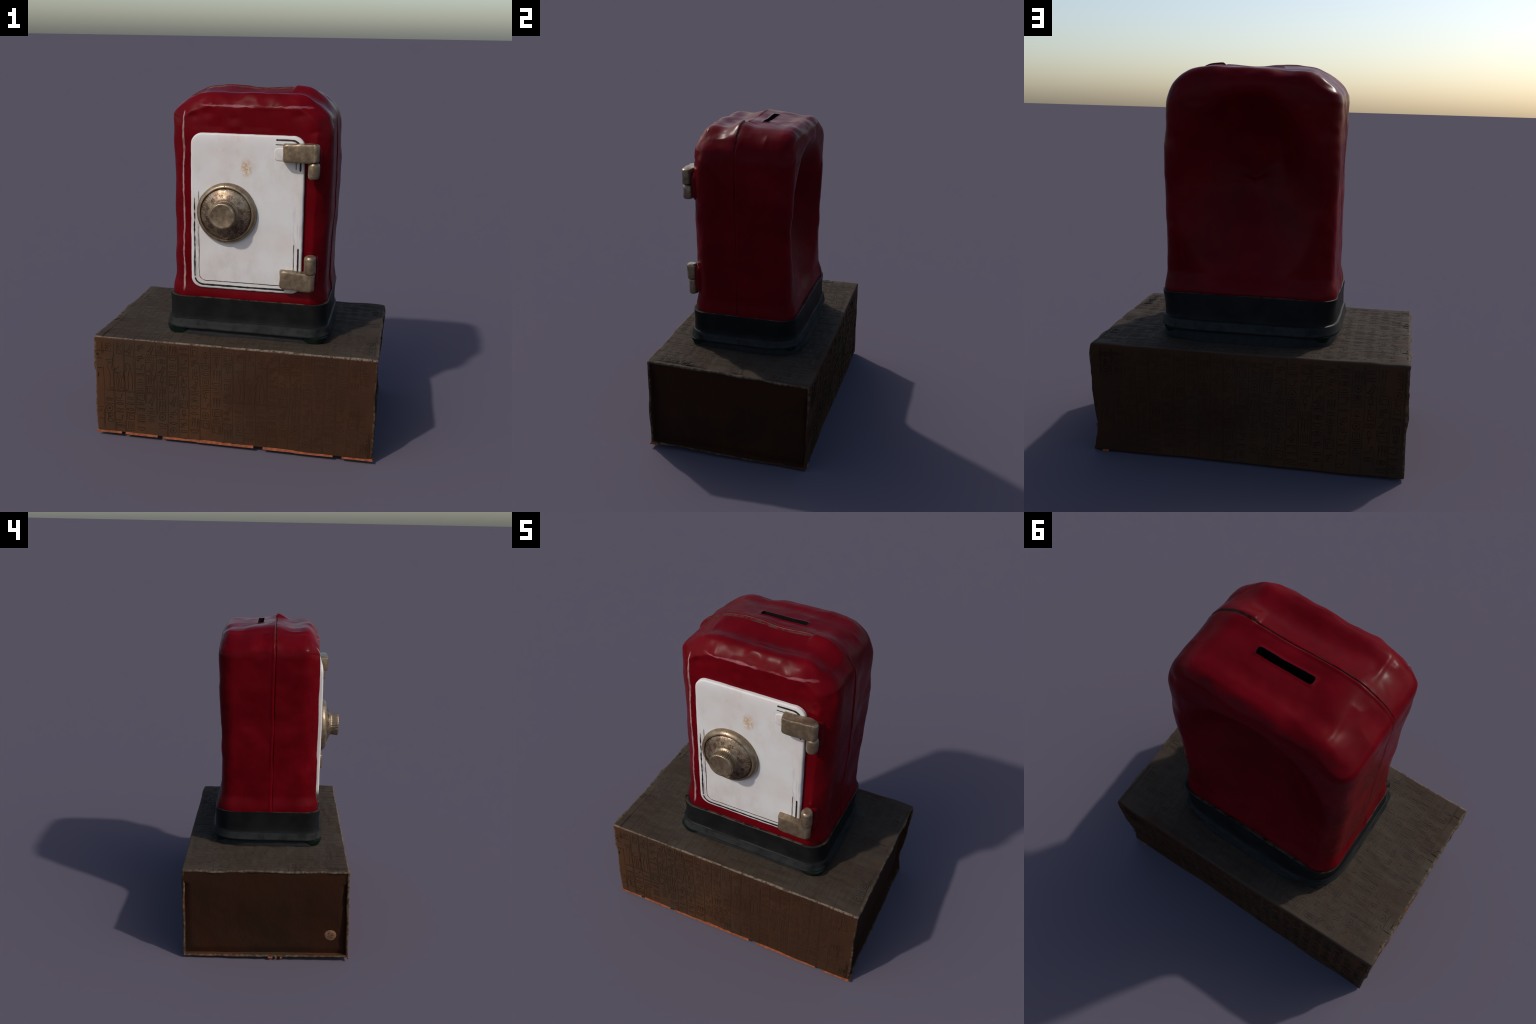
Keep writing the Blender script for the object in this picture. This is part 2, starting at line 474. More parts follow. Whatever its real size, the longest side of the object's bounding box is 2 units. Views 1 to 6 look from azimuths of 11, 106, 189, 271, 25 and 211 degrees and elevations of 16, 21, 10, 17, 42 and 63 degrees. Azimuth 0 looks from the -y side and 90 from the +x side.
    # dimples in the forehead above the door
    for cx, cz, r, dep in ((-0.27, 1.845, 0.028, 0.007), (-0.19, 1.86, 0.03, 0.005), (-0.04, 1.835, 0.022, 0.004), (0.31, 1.86, 0.03, 0.005), (0.40, 1.78, 0.02, 0.005), (0.405, 1.66, 0.02, 0.004)):
        out -= dep * gauss(x, cx, r) * gauss(z, cz, r * 0.6) * smooth(0.3, 0.8, -Nn[:, 1])
    V = V + Nn * out[:, None]
    V[:, 0] += 0.0055 * smooth(-0.30, -0.38, V[:, 0]) * smooth(0.12, -0.12, V[:, 1]) * smooth(1.85, 1.6, V[:, 2])
    # gentle lean of the front and back panels with height
    x, y, z = V.T
    V[:, 1] += smooth(0.15, 0.33, y) * np.interp(z, [0.8, 0.93, 1.3, 1.5, 1.7, 1.82, 2.0], [0.0, -0.010, -0.006, 0.0, 0.006, 0.012, 0.006])
    V[:, 1] += smooth(-0.15, -0.29, y) * np.interp(z, [0.8, 0.95, 1.3, 1.7, 1.9, 2.0], [-0.006, -0.002, 0.0, 0.003, 0.010, 0.010])
    # broad hollow in the back panel, with a crisp arched brow
    dz = np.where(z > 1.40, (z - 1.40) / 0.455, (1.40 - z) / 0.54)
    u = np.abs(x - 0.045) / 0.375
    r = np.hypot(u, dz)
    p = 1.05 + 1.25 * np.where(z > 1.40, dz ** 2 / np.maximum(r ** 2, 1e-6), 0)
    v = 1 - np.sqrt(r ** 2 + 0.012) ** p
    bowl = 0.225 * (v + np.sqrt(v * v + 0.006)) / 2 * (1 + 0.06 * noise(V, 4, 13)) * (r < 1.6)
    bowl *= smooth(-0.398, -0.310, x) * smooth(0.482, 0.405, x)
    bowl += 0.030 * gauss(x, -0.12, 0.09) * gauss(z, 1.54, 0.13) - 0.024 * gauss(x, 0.20, 0.13) * gauss(z, 1.22, 0.17)
    bowl = np.maximum(bowl, 0)
    V[:, 1] -= smooth(0.15, 0.28, y) * bowl
    # rear hinge-side corner of the lid is knocked in
    V -= Nn * (0.010 * smooth(0.30, 0.45, x) * smooth(0.10, 0.28, y) * smooth(1.80, 1.92, z))[:, None]
    V -= Nn * (0.017 * smooth(0.28, 0.42, x) * smooth(-0.04, -0.16, y) * smooth(1.84, 1.94, z))[:, None]
    me = bpy.data.meshes.new("body")
    me.from_pydata([tuple(v) for v in V], [], F)
    me.materials.append(RED)
    me.materials.append(HOLLOW)
    ob = link_mesh("body", me, safe)
    # coin slot cut with a ragged cutter
    R = rounded_rect(-0.087, 0.174, 0.061, 0.098, 0.012, 6, 16)
    cv = []
    for k, zz in enumerate((1.86, 1.93, 1.97, 2.05)):
        ring = np.stack([R[:, 0], R[:, 1], np.full(len(R), zz)], 1)
        ring[:, :2] += 0.0007 * noise(ring, 60, 9)[:, None]
        cv.append(ring)
    cv = np.vstack(cv)
    nr = len(R)
    cf = grid_faces(4, nr) + [tuple(range(nr))[::-1], tuple(3 * nr + k for k in range(nr))]
    cut = new_object("slot_cutter", cv, cf, HOLLOW)
    mod = ob.modifiers.new("slot", "BOOLEAN")
    mod.operation, mod.object, mod.solver = "DIFFERENCE", cut, "MANIFOLD"
    mod.material_mode = "TRANSFER" if hasattr(mod, "material_mode") else "INDEX"
    cut.location = (0, 0, 0)
    bpy.context.view_layer.update()
    res = bpy.data.meshes.new_from_object(ob.evaluated_get(bpy.context.evaluated_depsgraph_get()))
    ob.modifiers.clear()
    ob.data = res
    res.name = "body"
    bpy.data.objects.remove(cut)
    res.polygons.foreach_set("use_smooth", [True] * len(res.polygons))
    res.set_sharp_from_angle(angle=math.radians(60))
    return ob


body()

# ---- plinth: black moulding lofted up from a rounded rectangle
BX0, BX1, BY0, BY1 = -0.417, 0.495, -0.331, 0.340


def ring_at(off, z, r=0.10):
    R = rounded_rect(BX0 - off, BX1 + off, BY0 - off, BY1 + off, max(0.02, r + off), 14, 26)
    return np.stack([R[:, 0], R[:, 1], np.full(len(R), z)], 1)


def plinth():
    prof = [(-0.06, 0.826), (-0.012, 0.8325), (-0.003, 0.833), (0.001, 0.830), (0.001, 0.82), (-0.001, 0.79), (-0.002, 0.76), (-0.001, 0.73), (-0.0005, 0.706), (0.0015, 0.701), (0.009, 0.697), (0.011, 0.693), (0.013, 0.674), (0.0165, 0.660), (0.0185, 0.655), (0.019, 0.651), (0.018, 0.646), (0.012, 0.6435), (-0.02, 0.643), (-0.06, 0.643)]
    V = np.vstack([ring_at(o, z) for o, z in prof])
    n = len(V) // len(prof)
    V[:, 2] += 0.0025 * noise(V, 8, 21)
    V[:, :2] += (0.0022 * noise(V, 10, 22))[:, None]
    F = grid_faces(len(prof), n) + [tuple(range(n))[::-1], tuple((len(prof) - 1) * n + k for k in range(n))]
    V[:, 1] += smooth(0.10, 0.32, V[:, 1]) * smooth(0.40, 0.22, np.abs(V[:, 0] - 0.04)) * np.interp(V[:, 2], [0.645, 0.72, 0.80, 0.835], [0.010, 0.012, 0.006, 0.0])
    V[:, 0] += (0.04 - V[:, 0]) * smooth(0.16, 0.34, V[:, 1]) * np.interp(V[:, 2], [0.645, 0.72, 0.80, 0.835], [0.065, 0.050, 0.015, 0.0])
    ob = new_object("plinth", V, F, BLACK, safe, sharp=35)
    # black filler closing the gap under the plinth, swollen behind like the scan
    core = [(0.002, 0.645), (0.003, 0.60), (0.004, 0.575)]
    V = np.vstack([ring_at(o, z, 0.08) for o, z in core])
    V[:, 1] += smooth(0.0, 0.25, V[:, 1]) * smooth(0.38, 0.22, np.abs(V[:, 0] - 0.04)) * np.interp(V[:, 2], [0.575, 0.645], [0.040, 0.020])
    V[:, 0] += (0.04 - V[:, 0]) * 0.06 * smooth(0.12, 0.32, V[:, 1])
    V[:, :2] += (0.003 * noise(V, 12, 25))[:, None]
    n = len(V) // 3
    F = grid_faces(3, n) + [tuple(range(n))[::-1], tuple(2 * n + k for k in range(n))]
    new_object("underside_fill", V, F, CORE, ob)
    # four stubby feet under the corners
    for sx in (0, 1):
        for sy in (0, 1):
            rows = []
            for k, (z, g) in enumerate(((0.646, 0.010), (0.636, 0.006), (0.618, -0.004), (0.604, -0.011), (0.597, -0.017), (0.578, -0.02))):
                w, dpt = 0.155 + g * 1.6, 0.14 + g * 1.6
                px = 0.003 + g * 0.6 - 0.030 * sy
                ax = (BX0 - px, BX0 - px + w) if sx == 0 else (BX1 + px - w, BX1 + px)
                ay = (BY0 - 0.008 - g * 0.6, BY0 - 0.008 - g * 0.6 + dpt) if sy == 0 else (BY1 - 0.002 + g * 0.6 - dpt, BY1 - 0.002 + g * 0.6)
                R = rounded_rect(*ax, *ay, 0.058, 10, 6)
                rows.append(np.stack([R[:, 0], R[:, 1], np.full(len(R), z - (0.010 * sy if k > 3 else 0))], 1))
            V = np.vstack(rows)
            n = len(rows[0])
            F = grid_faces(len(rows), n) + [tuple(range(n))[::-1], tuple((len(rows) - 1) * n + k for k in range(n))]
            new_object("foot", V, F, FOOT, ob, sharp=50)


plinth()

# ---- door
DX0, DX1, DZ0, DZ1 = -0.275, 0.350, 0.886, 1.757


def door_y(x, z):
    """Front surface of the door, very slightly domed and leaning."""
    y = np.interp(z, [0.88, 1.0, 1.35, 1.6, 1.72, 1.757], [-0.3205, -0.3225, -0.3225, -0.3205, -0.3175, -0.313])
    return y


def door():
    O = rounded_rect(DX0, DX1, DZ0, DZ1, 0.062, 14, 40)[::-1]
    V, F = extrude_outline(O, -0.26, -0.3225, 0.010, 5, rings=24)
    front = V[:, 1] < -0.30
    V[front, 1] += door_y(V[front, 0], V[front, 2]) + 0.3225
    V[:, 1] += 0.0012 * noise(V, 12, 31)
    rag = 0.0012 * noise(V, 40, 32)
    V[:, 0] += rag
    V[:, 2] += rag
    ob = new_object("door", V, F, WHITE, safe, sharp=50)
    # white plate copying a scan artefact beside the upper hinge
    Q = rounded_rect(0.186, 0.262, 1.624, 1.694, 0.022, 8, 4)[::-1]
    V, F = extrude_outline(Q, -0.30, -0.3240, 0.006, 4)
    new_object("artefact_plate", V, F, WHITE, ob, sharp=60)
    # worn pinstripes: one bold, one fine, following the door outline
    inset_bold, inset_fine = 0.0215, 0.046

    def path(ins):
        return rounded_rect(DX0 + ins, DX1 - ins, DZ0 + ins, DZ1 - ins, 0.062 - ins * 0.55, 14, 90)

    def stripe(ins, width, test, mat, seed, ragged):
        P = path(ins)
        d = np.roll(P, -1, 0) - np.roll(P, 1, 0)
        N = np.stack([d[:, 1], -d[:, 0]], 1) / np.linalg.norm(d, axis=1)[:, None]
        keep = np.array([test(*p) for p in P])
        n = len(P)
        P3 = np.stack([P[:, 0], P[:, 0] * 0, P[:, 1]], 1)
        w = width * (1 + ragged * noise(P3, 70, seed))
        w *= np.where(noise(P3, 45, seed + 1) < -1.0 + ragged * 0.75, 0.25, 1)
        off = 0.0012 * noise(P3, 30, seed + 2)
        V, F, idx = [], [], {}
        for k in range(n):
            if not keep[k]:
                continue
            end = not keep[(k - 1) % n] or not keep[(k + 1) % n]
            ww = w[k] * (0.25 if end else 1)
            idx[k] = len(V)
            for side in (-0.5, 0.5):
                q = P[k] + N[k] * (off[k] + side * ww)
                yy = float(door_y(q[0], q[1]))
                V += [(q[0], yy + 0.003, q[1]), (q[0], yy - 0.0012, q[1])]
        for k in idx:
            j = (k + 1) % n
            if j in idx:
                a, b = idx[k], idx[j]
                F += [(a, b, b + 1, a + 1), (a + 1, b + 1, b + 3, a + 3), (a + 3, b + 3, b + 2, a + 2), (a + 2, b + 2, b, a)]
            else:
                a = idx[k]
                F.append((a, a + 1, a + 3, a + 2))
            if (k - 1) % n not in idx:
                a = idx[k]
                F.append((a, a + 2, a + 3, a + 1))
        new_object("pinstripe", V, F, mat, ob, sharp=30)

    stripe(inset_bold, 0.0094, lambda x, z: (z < 0.95 and x < 0.262) or (x > 0.19 and z > 1.70 and x < 0.322) or (x > 0.3 and 1.566 < z < 1.64) or (x > 0.3 and 1.0 < z < 1.155), INK, 41, 0.25)
    stripe(inset_bold, 0.0066, lambda x, z: x < -0.2 and 0.95 <= z < 1.405, INK, 45, 0.75)
    stripe(inset_fine, 0.0034, lambda x, z: (z < 0.965 and -0.2 < x < 0.25) or (x > 0.28 and 1.0 < z < 1.18) or (x > 0.28 and 1.578 < z < 1.66) or (z > 1.69 and 0.188 < x < 0.25), INK, 51, 0.35)
    stripe(inset_fine, 0.0034, lambda x, z: x < -0.19 and z < 1.44, INK2, 55, 0.7)
    return ob


door()

# ---- combination dial
def dial():
    cx, cz = -0.070, 1.326
    ring = [(0.120, -0.315), (0.166, -0.316), (0.1675, -0.322), (0.1665, -0.336), (0.163, -0.345), (0.155, -0.3535), (0.149, -0.357), (0.1445, -0.3565), (0.1425, -0.352), (0.1415, -0.344), (0.120, -0.342)]
    V, F = lathe_y(ring, cx, cz, 120, 0.0011, 61)
    bezel = new_object("dial", V, F, BRASS, safe, sharp=40)
    bezel.name = "dial"
    plate = [(0.100, -0.325), (0.1385, -0.340), (0.1392, -0.350), (0.137, -0.3545), (0.120, -0.3620), (0.095, -0.3725), (0.078, -0.382), (0.05, -0.385), (0.03, -0.385)]
    V, F = lathe_y(plate, cx, cz, 120, 0.0006, 62)
    new_object("dial_plate", V, F, PLATE, bezel, sharp=45)
    # knurled knob
    seg, rows = 160, [(0.080, -0.374), (0.0785, -0.382), (0.0720, -0.386), (0.0670, -0.391), (0.0665, -0.399), (0.068, -0.412), (0.070, -0.426), (0.071, -0.434), (0.0695, -0.4385), (0.066, -0.4405), (0.060, -0.4395), (0.045, -0.4375), (0.02, -0.437)]
    V = []
    for i, (r, y) in enumerate(rows):
        for k in range(seg):
            a = 2 * math.pi * k / seg
            rr = r + (0.0011 * (1 if k % 4 < 2 else -1) if 3 <= i <= 7 else 0)
            V.append((cx + rr * math.cos(a), y, cz + 0.005 + rr * math.sin(a)))
    V = np.array(V)
    V[:, 1] += 0.0014 * noise(V, 30, 63)
    F = grid_faces(len(rows), seg) + [tuple(range(seg))[::-1], tuple((len(rows) - 1) * seg + k for k in range(seg))]
    new_object("knob", V, F, BRASS, bezel, sharp=50)

    def cone_y(r):
        return float(np.interp(r, [0.078, 0.095, 0.120, 0.137], [-0.382, -0.3725, -0.3620, -0.3545]))

    # engraved division marks round the plate
    V, F = [], []
    for k in range(60):
        a = math.radians(90 - 6 * k + 12)
        r0, r1 = (0.119, 0.1345) if k % 5 else (0.112, 0.1345)
        hw = 0.0011 + 0.0005 * RNG.random()
        t = (-math.sin(a), math.cos(a))
        b = len(V)
        for r in (r0, r1):
            for sgn in (-1, 1):
                for lift in (0.002, -0.0010):
                    V.append((cx + r * math.cos(a) + sgn * hw * t[0], cone_y(r) + lift, cz + r * math.sin(a) + sgn * hw * t[1]))
        F += [(b, b + 2, b + 3, b + 1), (b + 1, b + 3, b + 7, b + 5), (b + 4, b + 5, b + 7, b + 6), (b, b + 1, b + 5, b + 4), (b + 2, b + 6, b + 7, b + 3), (b, b + 4, b + 6, b + 2)]
    new_object("division_mark", V, F, TICK, bezel, sharp=30, kind="stuff")
    for k in range(12):
        a = math.radians(42 - 30 * k)
        cu = bpy.data.curves.new("numeral", "FONT")
        cu.body, cu.size, cu.extrude, cu.align_x, cu.align_y, cu.resolution_u = str(5 * k), 0.024, 0.0012, "CENTER", "CENTER", 3
        tmp = bpy.data.objects.new("numeral_tmp", cu)
        bpy.context.scene.collection.objects.link(tmp)
        me = bpy.data.meshes.new_from_object(tmp)
        bpy.data.objects.remove(tmp)
        me.name = "numeral"
        r = 0.102
        M = Matrix.Translation((cx + r * math.cos(a), cone_y(r) - 0.0002, cz + r * math.sin(a))) @ Matrix.Rotation(-(a - math.pi / 2), 4, "Y") @ Matrix.Rotation(math.pi / 2, 4, "X") @ Matrix.Rotation(math.radians(-17), 4, "X")
        me.transform(M)
        me.materials.clear()
        me.materials.append(NUM)
        link_mesh("numeral", me, bezel, sharp=30, fix=False)
    # index notch on the bezel
    V, F = [], []
    for x0, x1, ya, yb, z0, z1 in ((-0.0025, 0.0025, -0.34, -0.3485, 0.1515, 0.1655),):
        a = math.radians(93)
        for xx in (x0, x1):
            for (rr, yo) in ((z0, -0.3585), (z1, -0.3435), (z1, -0.330), (z0, -0.340)):
                V.append((cx + rr * math.cos(a) + xx, yo, cz + rr * math.sin(a)))
        F += [(0, 1, 2, 3), (7, 6, 5, 4), (0, 4, 5, 1), (1, 5, 6, 2), (2, 6, 7, 3), (3, 7, 4, 0)]
    new_object("index_mark", V, F, NUM, bezel, sharp=30)


dial()

# ---- hinges: a flat leaf wrapped round one barrel knuckle, a second knuckle fixed to the body
def loft_z(outline, levels, name, mat, parent, seed, wob=0.0019):
    """outline: (n,2) in x,y; levels: list of (z, shrink, tilt) from bottom to top."""
    c = outline.mean(0)
    V = []
    for z, s, tilt in levels:
        Q = c + (outline - c) * s
        V.append(np.stack([Q[:, 0], Q[:, 1], z + tilt * (Q[:, 0] - c[0])], 1))
    V = np.vstack(V)
    V += wob * np.stack([noise(V, 28, seed), noise(V, 28, seed + 1), noise(V, 28, seed + 2)], 1)
    n = len(outline)
    F = grid_faces(len(levels), n) + [tuple(range(n))[::-1], tuple((len(levels) - 1) * n + k for k in range(n))]
    return new_object(name, V, F, mat, parent, sharp=42)


def levels(z0, z1, edge, tilt=0.0, soft=0.93):
    return [(z0, soft, tilt), (z0 + edge * 0.35, soft + (1 - soft) * 0.75, tilt), (z0 + edge, 1, tilt), ((z0 + z1) / 2, 0.985, tilt), (z1 - edge, 1, tilt), (z1 - edge * 0.35, soft + (1 - soft) * 0.75, tilt), (z1, soft, tilt)]


def leaf_outline(x0, x1, yb, yf):
    """Plan of a hinge leaf: ramps up on the left, folds into a knuckle on the right."""
    ctrl = [(x0 - 0.004, yb), (x0 - 0.003, yb - 0.018), (x0 + 0.004, yf + 0.010), (x0 + 0.018, yf), (x0 + 0.05, yf - 0.002), (x0 + 0.11, yf), (x1 - 0.032, yf + 0.003), (x1 - 0.026, yf + 0.0045), (x1 - 0.018, yf + 0.003), (x1 - 0.006, yf + 0.010), (x1 + 0.002, yf + 0.024), (x1 - 0.004, yf + 0.044), (x1 - 0.022, yf + 0.058), (x1 - 0.05, yb)]
    a = catmull(ctrl, 70)
    b = np.stack([np.linspace(a[-1, 0], a[0, 0], 14)[1:-1], np.full(12, yb)], 1)
    return np.vstack([a, b])


def circle(cx, cy, r, n=40):
    a = np.linspace(0, 2 * math.pi, n, endpoint=False)
    return np.stack([cx + r * np.cos(a), cy + r * np.sin(a)], 1)


def hinges():
    up = loft_z(leaf_outline(0.236, 0.430, -0.312, -0.378), levels(1.627, 1.722, 0.012, 0.03, 0.90), "hinge", BRASS, safe, 71)
    loft_z(circle(0.4025, -0.342, 0.0315), levels(1.540, 1.625, 0.016, 0, 0.74), "hinge_knuckle", BRASS, up, 74)
    lo = loft_z(leaf_outline(0.232, 0.424, -0.310, -0.365), levels(0.922, 1.023, 0.013, -0.055, 0.90), "hinge", BRASS, safe, 77)
    loft_z(circle(0.3985, -0.340, 0.0325), levels(1.013, 1.118, 0.018, 0, 0.74), "hinge_knuckle", BRASS, lo, 80)
    # red mounds copying the scan's fill, added so the knuckles do not float
    for z0, z1 in ((1.525, 1.715), (0.925, 1.12)):
        R = rounded_rect(0.345, 0.439, -0.324, -0.20, 0.045, 10, 5)
        c = R.mean(0)
        rows = []
        for k in range(15):
            t = k / 14 * 2 - 1
            s = max(0.02, (1 - abs(t) ** 4) ** 0.5)
            Q = R.copy()
            Q[:, 1] = -0.20 + (R[:, 1] + 0.20) * (0.55 + 0.45 * s)
            Q[:, 0] = c[0] + (R[:, 0] - c[0]) * (0.62 + 0.38 * s)
            rows.append(np.stack([Q[:, 0], Q[:, 1], np.full(len(Q), (z0 + z1) / 2 + t * (z1 - z0) / 2)], 1))
        V = np.vstack(rows)
        V[:, 1] += 0.002 * noise(V, 25, 83)
        n = len(R)
        F = grid_faces(15, n) + [tuple(range(n))[::-1], tuple(14 * n + k for k in range(n))]
        new_object("scan_fill_mound", V, F, RED, safe, sharp=70)


hinges()

# ======================================================== THE STORAGE BOX
box = bpy.data.objects.new("storage_box", None)
box.location = (0, 0, 0)
bpy.context.scene.collection.objects.link(box)
box["label"] = "dark brown cloth covered storage box with pressed glyph pattern"
box["category"] = "storage box"

HX, HY, HZ = 0.795, 0.5, 0.285  # half sizes of the undistorted box
ZC = 0.305
CORNERS = {  # where the eight bent corners really are: (sx, sy, sz) -> point
    (-1, -1, 1): (-0.804, -0.497, 0.608), (1, -1, 1): (0.800, -0.495, 0.614), (1, 1, 1): (0.796, 0.523, 0.584), (-1, 1, 1): (-0.806, 0.508, 0.591),
    (-1, -1, -1): (-0.797, -0.515, 0.027), (1, -1, -1): (0.800, -0.509, 0.027), (1, 1, -1): (0.790, 0.493, 0.003), (-1, 1, -1): (-0.806, 0.504, 0.008),
}


def warp(P):
    """Trilinear bend of the ideal box to its slightly crooked real corners."""
    u = np.asarray(P, float) / np.array([HX, HY, HZ])
    out = np.zeros_like(u)
    for (a, b, c), q in CORNERS.items():
        w = (1 + a * u[:, 0]) * (1 + b * u[:, 1]) * (1 + c * u[:, 2]) / 8
        out += w[:, None] * np.array(q)
    return out


def cloth_relief(P):
    """Outward bulge of the cloth skin at ideal position P (waves, wrinkles and sags)."""
    x, y, z = P.T
    r = 0.0030 * noise(P, 5, 91) + 0.0016 * noise(P, 14, 92)
    front = smooth(-0.47, -0.495, y)
    lid = smooth(0.27, 0.283, z)
    folds = gauss(x, -0.12, 0.16)
    r += front * folds * (0.0045 * noise(P * np.array([1.5, 1, 0.5]), 24, 93))
    r -= smooth(0.47, 0.495, y) * 0.014 * gauss(z, -0.16, 0.11) * gauss(x, 0.22, 0.33)
    r += lid * 0.0022 * noise(P * np.array([0.5, 1.5, 1]), 22, 94)
    return r


def tube_section(ins, r, per=6, e1=150, e2=84):
    """Rounded rectangle of the box in y,z with fixed counts so that sections loft."""
    y, z = HY - ins, HZ - ins
    pts = []
    cs = ((y - r, z - r, 0), (-y + r, z - r, 90), (-y + r, -z + r, 180), (y - r, -z + r, 270))
    cnt = (e1, e2, e1, e2)
    for i, (cy, cz, a0) in enumerate(cs):
        arc = [(cy + r * math.cos(math.radians(a0 + 90 * k / per)), cz + r * math.sin(math.radians(a0 + 90 * k / per))) for k in range(per + 1)]
        ny, nz, na = cs[(i + 1) % 4]
        q = (ny + r * math.cos(math.radians(na)), nz + r * math.sin(math.radians(na)))
        p = arc[-1]
        pts += arc + [(p[0] + (q[0] - p[0]) * k / cnt[i], p[1] + (q[1] - p[1]) * k / cnt[i]) for k in range(1, cnt[i])]
    return np.array(pts)


def box_shell():
    t, depth = 0.013, 0.045
    rows = []
    inner = tube_section(t, 0.006)
    for x in (HX - depth, HX - depth * 0.5, HX - 0.006):
        rows.append((x, inner))
    for k in range(5):
        a = math.pi * k / 4
        rows.append((HX - 0.006 + 0.006 * math.sin(a), tube_section(t / 2 + t / 2 * math.cos(a), 0.009)))
    right = rows
    mid = [(x, tube_section(0, 0.009)) for x in np.linspace(HX - 0.012, -HX + 0.012, 210)]
    left = [(-x, s) for x, s in right[::-1]]
    rows = right + mid + left
    P = np.vstack([np.stack([np.full(len(s), x), s[:, 0], s[:, 1]], 1) for x, s in rows])
    n = len(inner)
    F = grid_faces(len(rows), n)
    N = normals_of(P, F)
    N[: 3 * n] *= 0.3
    N[-3 * n :] *= 0.3
    out = cloth_relief(P)
    W = warp(P) - N * 0 + 0
    sgn = 1 if (N[len(P) // 2] * (P[len(P) // 2] * np.array([0, 1, 1]))).sum() > 0 else -1
    W = W + sgn * N * out[:, None]
    # open ends sag and fray a little
    x, y, z = P.T
    endw = smooth(0.70, HX, np.abs(x))
    fray = 0.0065 * noise(P * np.array([0.2, 1, 1]), 11, 95) + 0.0025 * noise(P, 33, 96)
    W[:, 0] += np.sign(x) * endw * fray
    W[:, 2] += endw * smooth(0.2, 0.28, z) * 0.006 * noise(P * np.array([1, 1, 0.1]), 9, 97)
    # right end: wall bowed in above the flared bottom board
    W[:, 0] -= smooth(0.5, HX, x) * smooth(0.3, 0.5, y) * gauss(z, -0.16, 0.09) * 0.022
    W[:, 1] += 0.006 * smooth(0.6, HX, np.abs(x)) * noise(P * np.array([1, 1, 1]), 8, 98) * smooth(0.45, 0.5, np.abs(y))
    W[:, 2] += 0.014 * smooth(0.72, HX, np.abs(x)) * (z < -0.27) * smooth(0.35, 0.5, np.abs(y)) * 0
    new_object("shell", W, F, CLOTH, box, sharp=70)


box_shell()


def end_panels():
    for side in (-1, 1):
        ny, nz = 60, 40
        Y = np.linspace(-HY + 0.009, HY - 0.009, ny)
        Z = np.linspace(-HZ + 0.009, HZ - 0.009, nz)
        rows = []
        for x0 in (HX - 0.052, HX - 0.070):
            for z in Z:
                rows.append(np.stack([np.full(ny, x0), Y, np.full(ny, z)], 1))
        P = np.vstack(rows)
        y, z = P[:, 1], P[:, 2]
        face = P[:, 0] > HX - 0.06
        # skin rolls out to meet the rim of the shell
        rim = np.maximum(smooth(HY - 0.05, HY - 0.013, np.abs(y)), smooth(HZ - 0.055, HZ - 0.013, np.abs(z)))
        lift = 0.022 + 0.026 * smooth(-0.2, 0.25, z) if side < 0 else 0.016 + 0.022 * smooth(0.0, 0.27, z)
        P[:, 0] += face * (lift * (1 - 0.35 * rim * (z < 0.2)) + 0.003 * noise(P, 7, 101) + 0.0012 * noise(P, 22, 102))
        P[:, 0] *= side
        W = warp(P)
        F = grid_faces(nz, ny, False)
        F += [tuple(i + ny * nz for i in f)[::-1] for f in F]
        loop = [k for k in range(ny)] + [r * ny + ny - 1 for r in range(1, nz)] + [(nz - 1) * ny + k for k in range(ny - 2, -1, -1)] + [r * ny for r in range(nz - 2, 0, -1)]
        m = ny * nz
        for i in range(len(loop)):
            a, b = loop[i], loop[(i + 1) % len(loop)]
            F.append((a, a + m, b + m, b))
        panel = new_object("end_panel", W, F, ENDCLOTH, box, sharp=60)
        if side == -1:
            sticker(panel, W)


def sticker(panel, skin):
    cy, cz, r = -0.402, 0.168, 0.036
    near = np.hypot(skin[:, 1] - cy, skin[:, 2] - cz) < r
    x0 = skin[near, 0].min() + 0.0005
    V = []
    seg = 48
    for rr, x in ((r, x0 + 0.012), (r, x0 - 0.0005), (r - 0.0015, x0 - 0.0015), (0.004, x0 - 0.0015)):
        for k in range(seg):
            a = 2 * math.pi * k / seg
            V.append((x, cy + rr * math.cos(a) * (1 + 0.02 * math.sin(3 * a)), cz + rr * math.sin(a)))
    F = grid_faces(4, seg) + [tuple(range(seg)), tuple(3 * seg + k for k in range(seg))]
    st = new_object("sticker", V, F, STICKER, panel, sharp=40)
    # blurred dots of print
    V, F = [], []
    for dy, dz, s in ((-0.015, 0.003, 0.0042), (-0.006, -0.002, 0.004), (0.004, -0.005, 0.0042), (0.013, -0.011, 0.0042), (0.003, 0.017, 0.0038), (0.012, 0.014, 0.0042), (0.011, 0.003, 0.003), (-0.012, 0.012, 0.0035), (-0.003, -0.018, 0.005), (-0.011, -0.015, 0.003)):
        b = len(V)
        for xx in (x0 + 0.001, x0 - 0.0026):
            for k in range(10):
                a = 2 * math.pi * k / 10
                V.append((xx, cy - dy * -1 + s * math.cos(a), cz + dz + s * 0.8 * math.sin(a)))
        F += [(b + k, b + (k + 1) % 10, b + 10 + (k + 1) % 10, b + 10 + k) for k in range(10)]
        F += [tuple(b + k for k in range(10))[::-1], tuple(b + 10 + k for k in range(10))]
    new_object("printed_dot", V, F, NUM, st, sharp=40, kind="stuff")


end_panels()

# ---- pressed glyph pattern: columns of invented picture signs, repeating like wallpaper
def arc(cx, cy, rx, ry, a0, a1, n=9):
    return [(cx + rx * math.cos(math.radians(a0 + (a1 - a0) * k / n)), cy + ry * math.sin(math.radians(a0 + (a1 - a0) * k / n))) for k in range(n + 1)]


